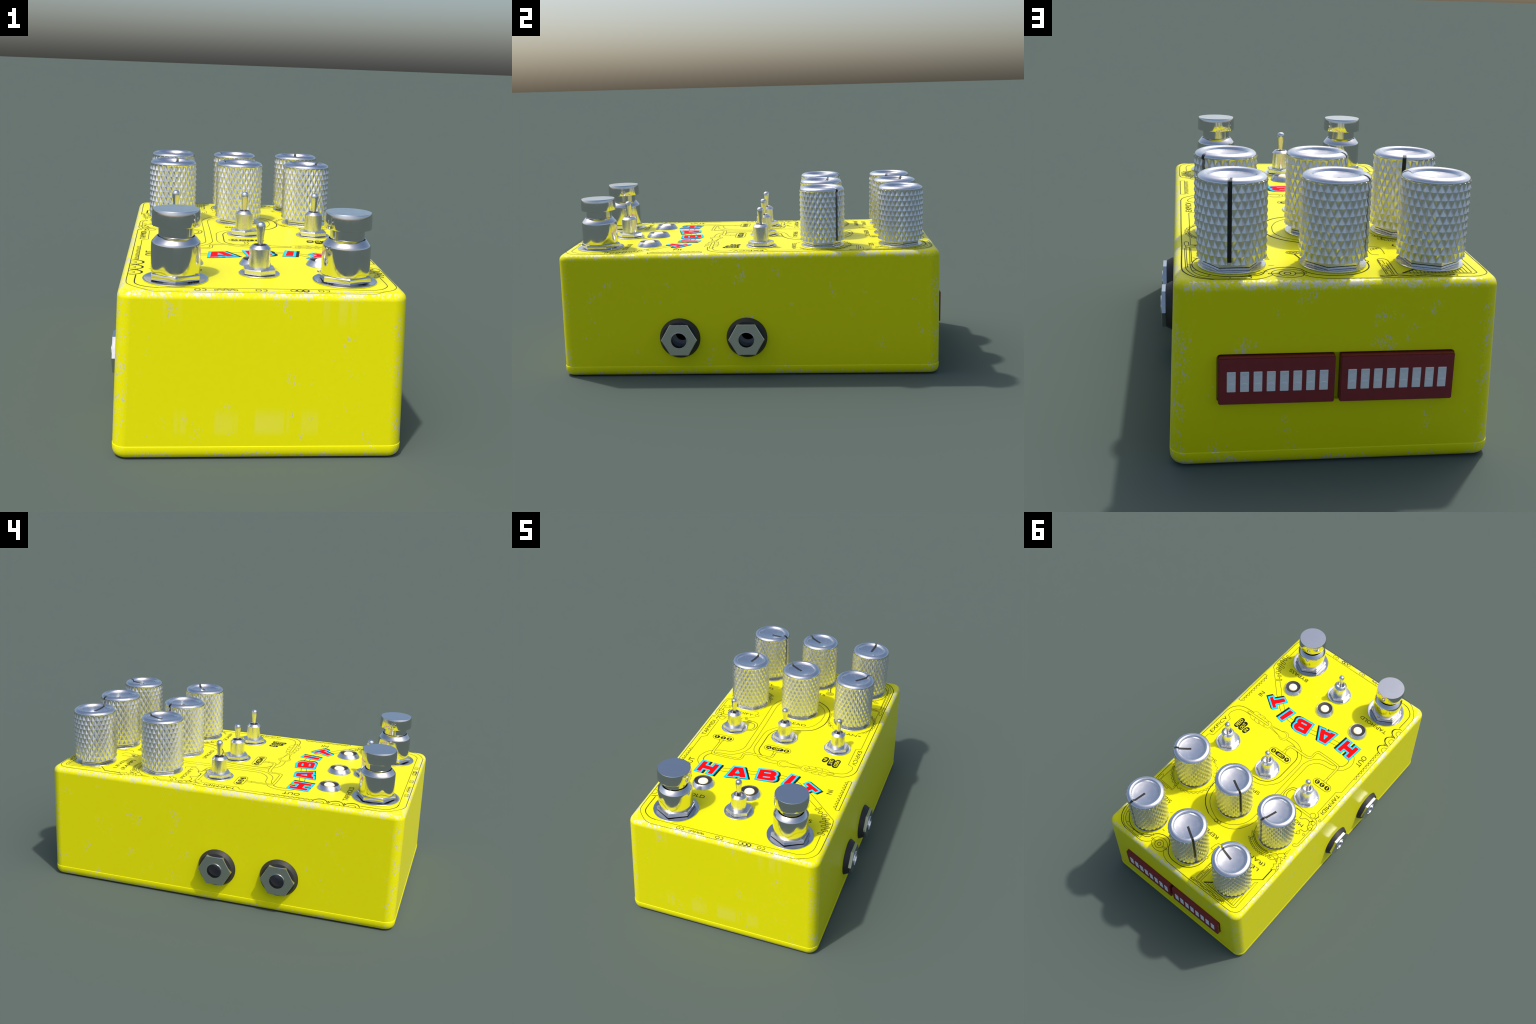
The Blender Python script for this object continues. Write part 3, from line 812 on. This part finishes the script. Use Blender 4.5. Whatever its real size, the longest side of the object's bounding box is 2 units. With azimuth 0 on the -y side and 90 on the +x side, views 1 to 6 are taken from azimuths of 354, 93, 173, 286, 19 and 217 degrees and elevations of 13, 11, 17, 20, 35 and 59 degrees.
# ---- lettering with the built-in font, fitted to a box: start, end along the baseline and cap height (mm)
def lettering(txt, start, direction, length, cap, mat, z, name, weight=0.0, fit=True):
    cu = bpy.data.curves.new(name, 'FONT')
    cu.body = txt; cu.size = 1.0; cu.fill_mode = 'FRONT'; cu.resolution_u = 4
    cu.offset = weight
    cu.extrude = 0.0
    ob = bpy.data.objects.new(name + '_tmp', cu); COL.objects.link(ob)
    bpy.context.view_layer.update()
    me = evaluated(ob); bpy.data.objects.remove(ob)
    me.name = name
    xs = [v.co.x for v in me.vertices]; ys = [v.co.y for v in me.vertices]
    x0, x1 = min(xs), max(xs)
    capf = 0.729 if any(ch in '/()' for ch in txt) else max(ys)
    sx = length / 1000 / (x1 - x0); sy = cap / 1000 / capf
    a = radians(direction)
    for v in me.vertices:
        px, py = (v.co.x - x0) * sx, v.co.y * sy
        v.co = (start[0] / 1000 + px * cos(a) - py * sin(a), start[1] / 1000 + px * sin(a) + py * cos(a), z)
    me.materials.clear(); me.materials.append(mat)
    return add(name, me, root)
LZ = INK_Z + 0.0003
for txt, st, dr, ln, cap in (
        ('IN', (398, -366), -90, 41, 31), ('EXP/CV', (459, 71), -90, 157, 26), ('TAP/MIDI', (-463, -92), 90, 176, 27),
        ('OUT', (-418, -436), 90, 92, 34), ('BYPASS', (240, -686), 0, 156, 27), ('TAP/HOLD', (-428, -689), 0, 208, 28),
        ('MODIFY', (-436, 217), 0, 166, 23), ('SPREAD', (-81, 216), 0, 162, 24), ('SCAN', (289, 216), 0, 118, 23),
        ('REPEATS', (-88, 621), 0, 177, 25), ('SIZE', (308, 622), 0, 74, 25), ('LEVEL', (-417, 627), 0, 150, 21), ('(RAMP)', (-427, 579), 0, 168, 24)):
    lettering(txt, st, dr, ln, cap, M_INK, LZ, 'printed_label', weight=0.0)
for txt, st, dr, ln, cap in (
        ('1', (-390, -94), 0, 6, 19), ('2', (-354, -94), 0, 14, 19), ('3', (-315, -94), 0, 14, 19),
        ('A', (-61, -94), 0, 16, 18), ('OFF', (-22, -94), 0, 46, 18), ('B', (52, -94), 0, 13, 19),
        ('FEED', (362, -76), -90, 62, 22), ('OUT', (328, -76), -90, 50, 21), ('IN', (291, -74), -90, 28, 20)):
    lettering(txt, st, dr, ln, cap, M_PRINTY, LZ + 0.0004, 'printed_legend', weight=0.012)

# ---- big title letters: red face, cyan outline, black drop shadow
def offset_poly(pts, d):
    P = [Vector(p) for p in pts]
    area = sum(P[i - 1].x * P[i].y - P[i].x * P[i - 1].y for i in range(len(P)))
    if area < 0: P.reverse()
    out = []
    m = len(P)
    for i in range(m):
        d1 = (P[i] - P[i - 1]).normalized(); d2 = (P[(i + 1) % m] - P[i]).normalized()
        n1 = Vector((d1.y, -d1.x)); n2 = Vector((d2.y, -d2.x))
        b = n1 + n2
        b = b.normalized() if b.length > 0.2 else n1
        out.append(tuple(P[i] + b * (d / max(0.45, b.dot(n1)))))
    return out
def quad_map(q, uv):   # q: bottom-left, bottom-right, top-right, top-left
    bl, br, tr, tl = [Vector(p) for p in q]
    return [tuple((bl * (1 - u) + br * u) * (1 - v) + (tl * (1 - u) + tr * u) * v) for u, v in uv]
HQ = [(-366, -456), (-266, -464), (-257, -365), (-359, -356)]
H_UV = [(0, 0), (.27, 0), (.27, .34), (.73, .34), (.73, 0), (1, 0), (1, 1), (.73, 1), (.73, .66), (.27, .66), (.27, 1), (0, 1)]
b_out = [(-12, -411), (62, -404), (78, -400), (88, -391), (90, -378), (86, -366), (76, -358), (82, -346), (82, -330), (74, -316), (60, -308), (44, -305), (-23, -318)]
letters = [
    (quad_map(HQ, H_UV), []),
    ([(-180, -449), (-143, -441), (-147, -434), (-110, -425), (-107, -433), (-73, -425), (-120, -340), (-170, -347)], [[(-146, -406), (-120, -400), (-143, -366)]]),
    (b_out, [[(16, -386), (56, -380), (55, -371), (15, -377)], [(10, -345), (48, -340), (47, -331), (9, -336)]]),
    ([(145, -404), (178, -406), (195, -312), (167, -306)], []),
    ([(351, -397), (277, -345), (264, -362), (287, -379), (245, -441), (271, -455), (314, -399), (338, -416)], [])]
def slab(loops, z, name, mat):
    """flat printed area bounded by an outline and optional counters"""
    bm = bmesh.new()
    vs = [bm.verts.new((p[0] / 1000, p[1] / 1000, z)) for lp in loops for p in lp]
    for t in tessellate_polygon([[Vector((p[0], p[1], 0)) for p in lp] for lp in loops]):
        f = bm.faces.new([vs[i] for i in t])
        f.normal_update()
        if f.normal.z < 0: f.normal_flip()
    me = bpy.data.meshes.new(name)
    bm.to_mesh(me); bm.free(); me.materials.append(mat)
    return me
for out, holes in letters:
    cy = offset_poly(out, 11.0)
    top = add('title_letter', slab([out] + holes, INK_Z + 0.0016, 'title_letter', M_LRED), root)
    add('letter_outline', slab([cy], INK_Z + 0.0010, 'letter_outline', M_CYAN), top)
    add('letter_edge', slab([offset_poly(out, 12.3)], INK_Z + 0.0008, 'letter_edge', M_BLUE), top)
    add('letter_keyline', slab([offset_poly(out, 1.3)] + holes, INK_Z + 0.0013, 'letter_keyline', M_PINK), top)
    sh = Art(); sh.z = INK_Z + 0.0005
    for i in range(6):
        f = i / 5
        sh.fill([(x + 13.5 * f, y - 1.5 * f) for x, y in cy])
    add('letter_shadow', sh.mesh('letter_shadow', M_INK), top)
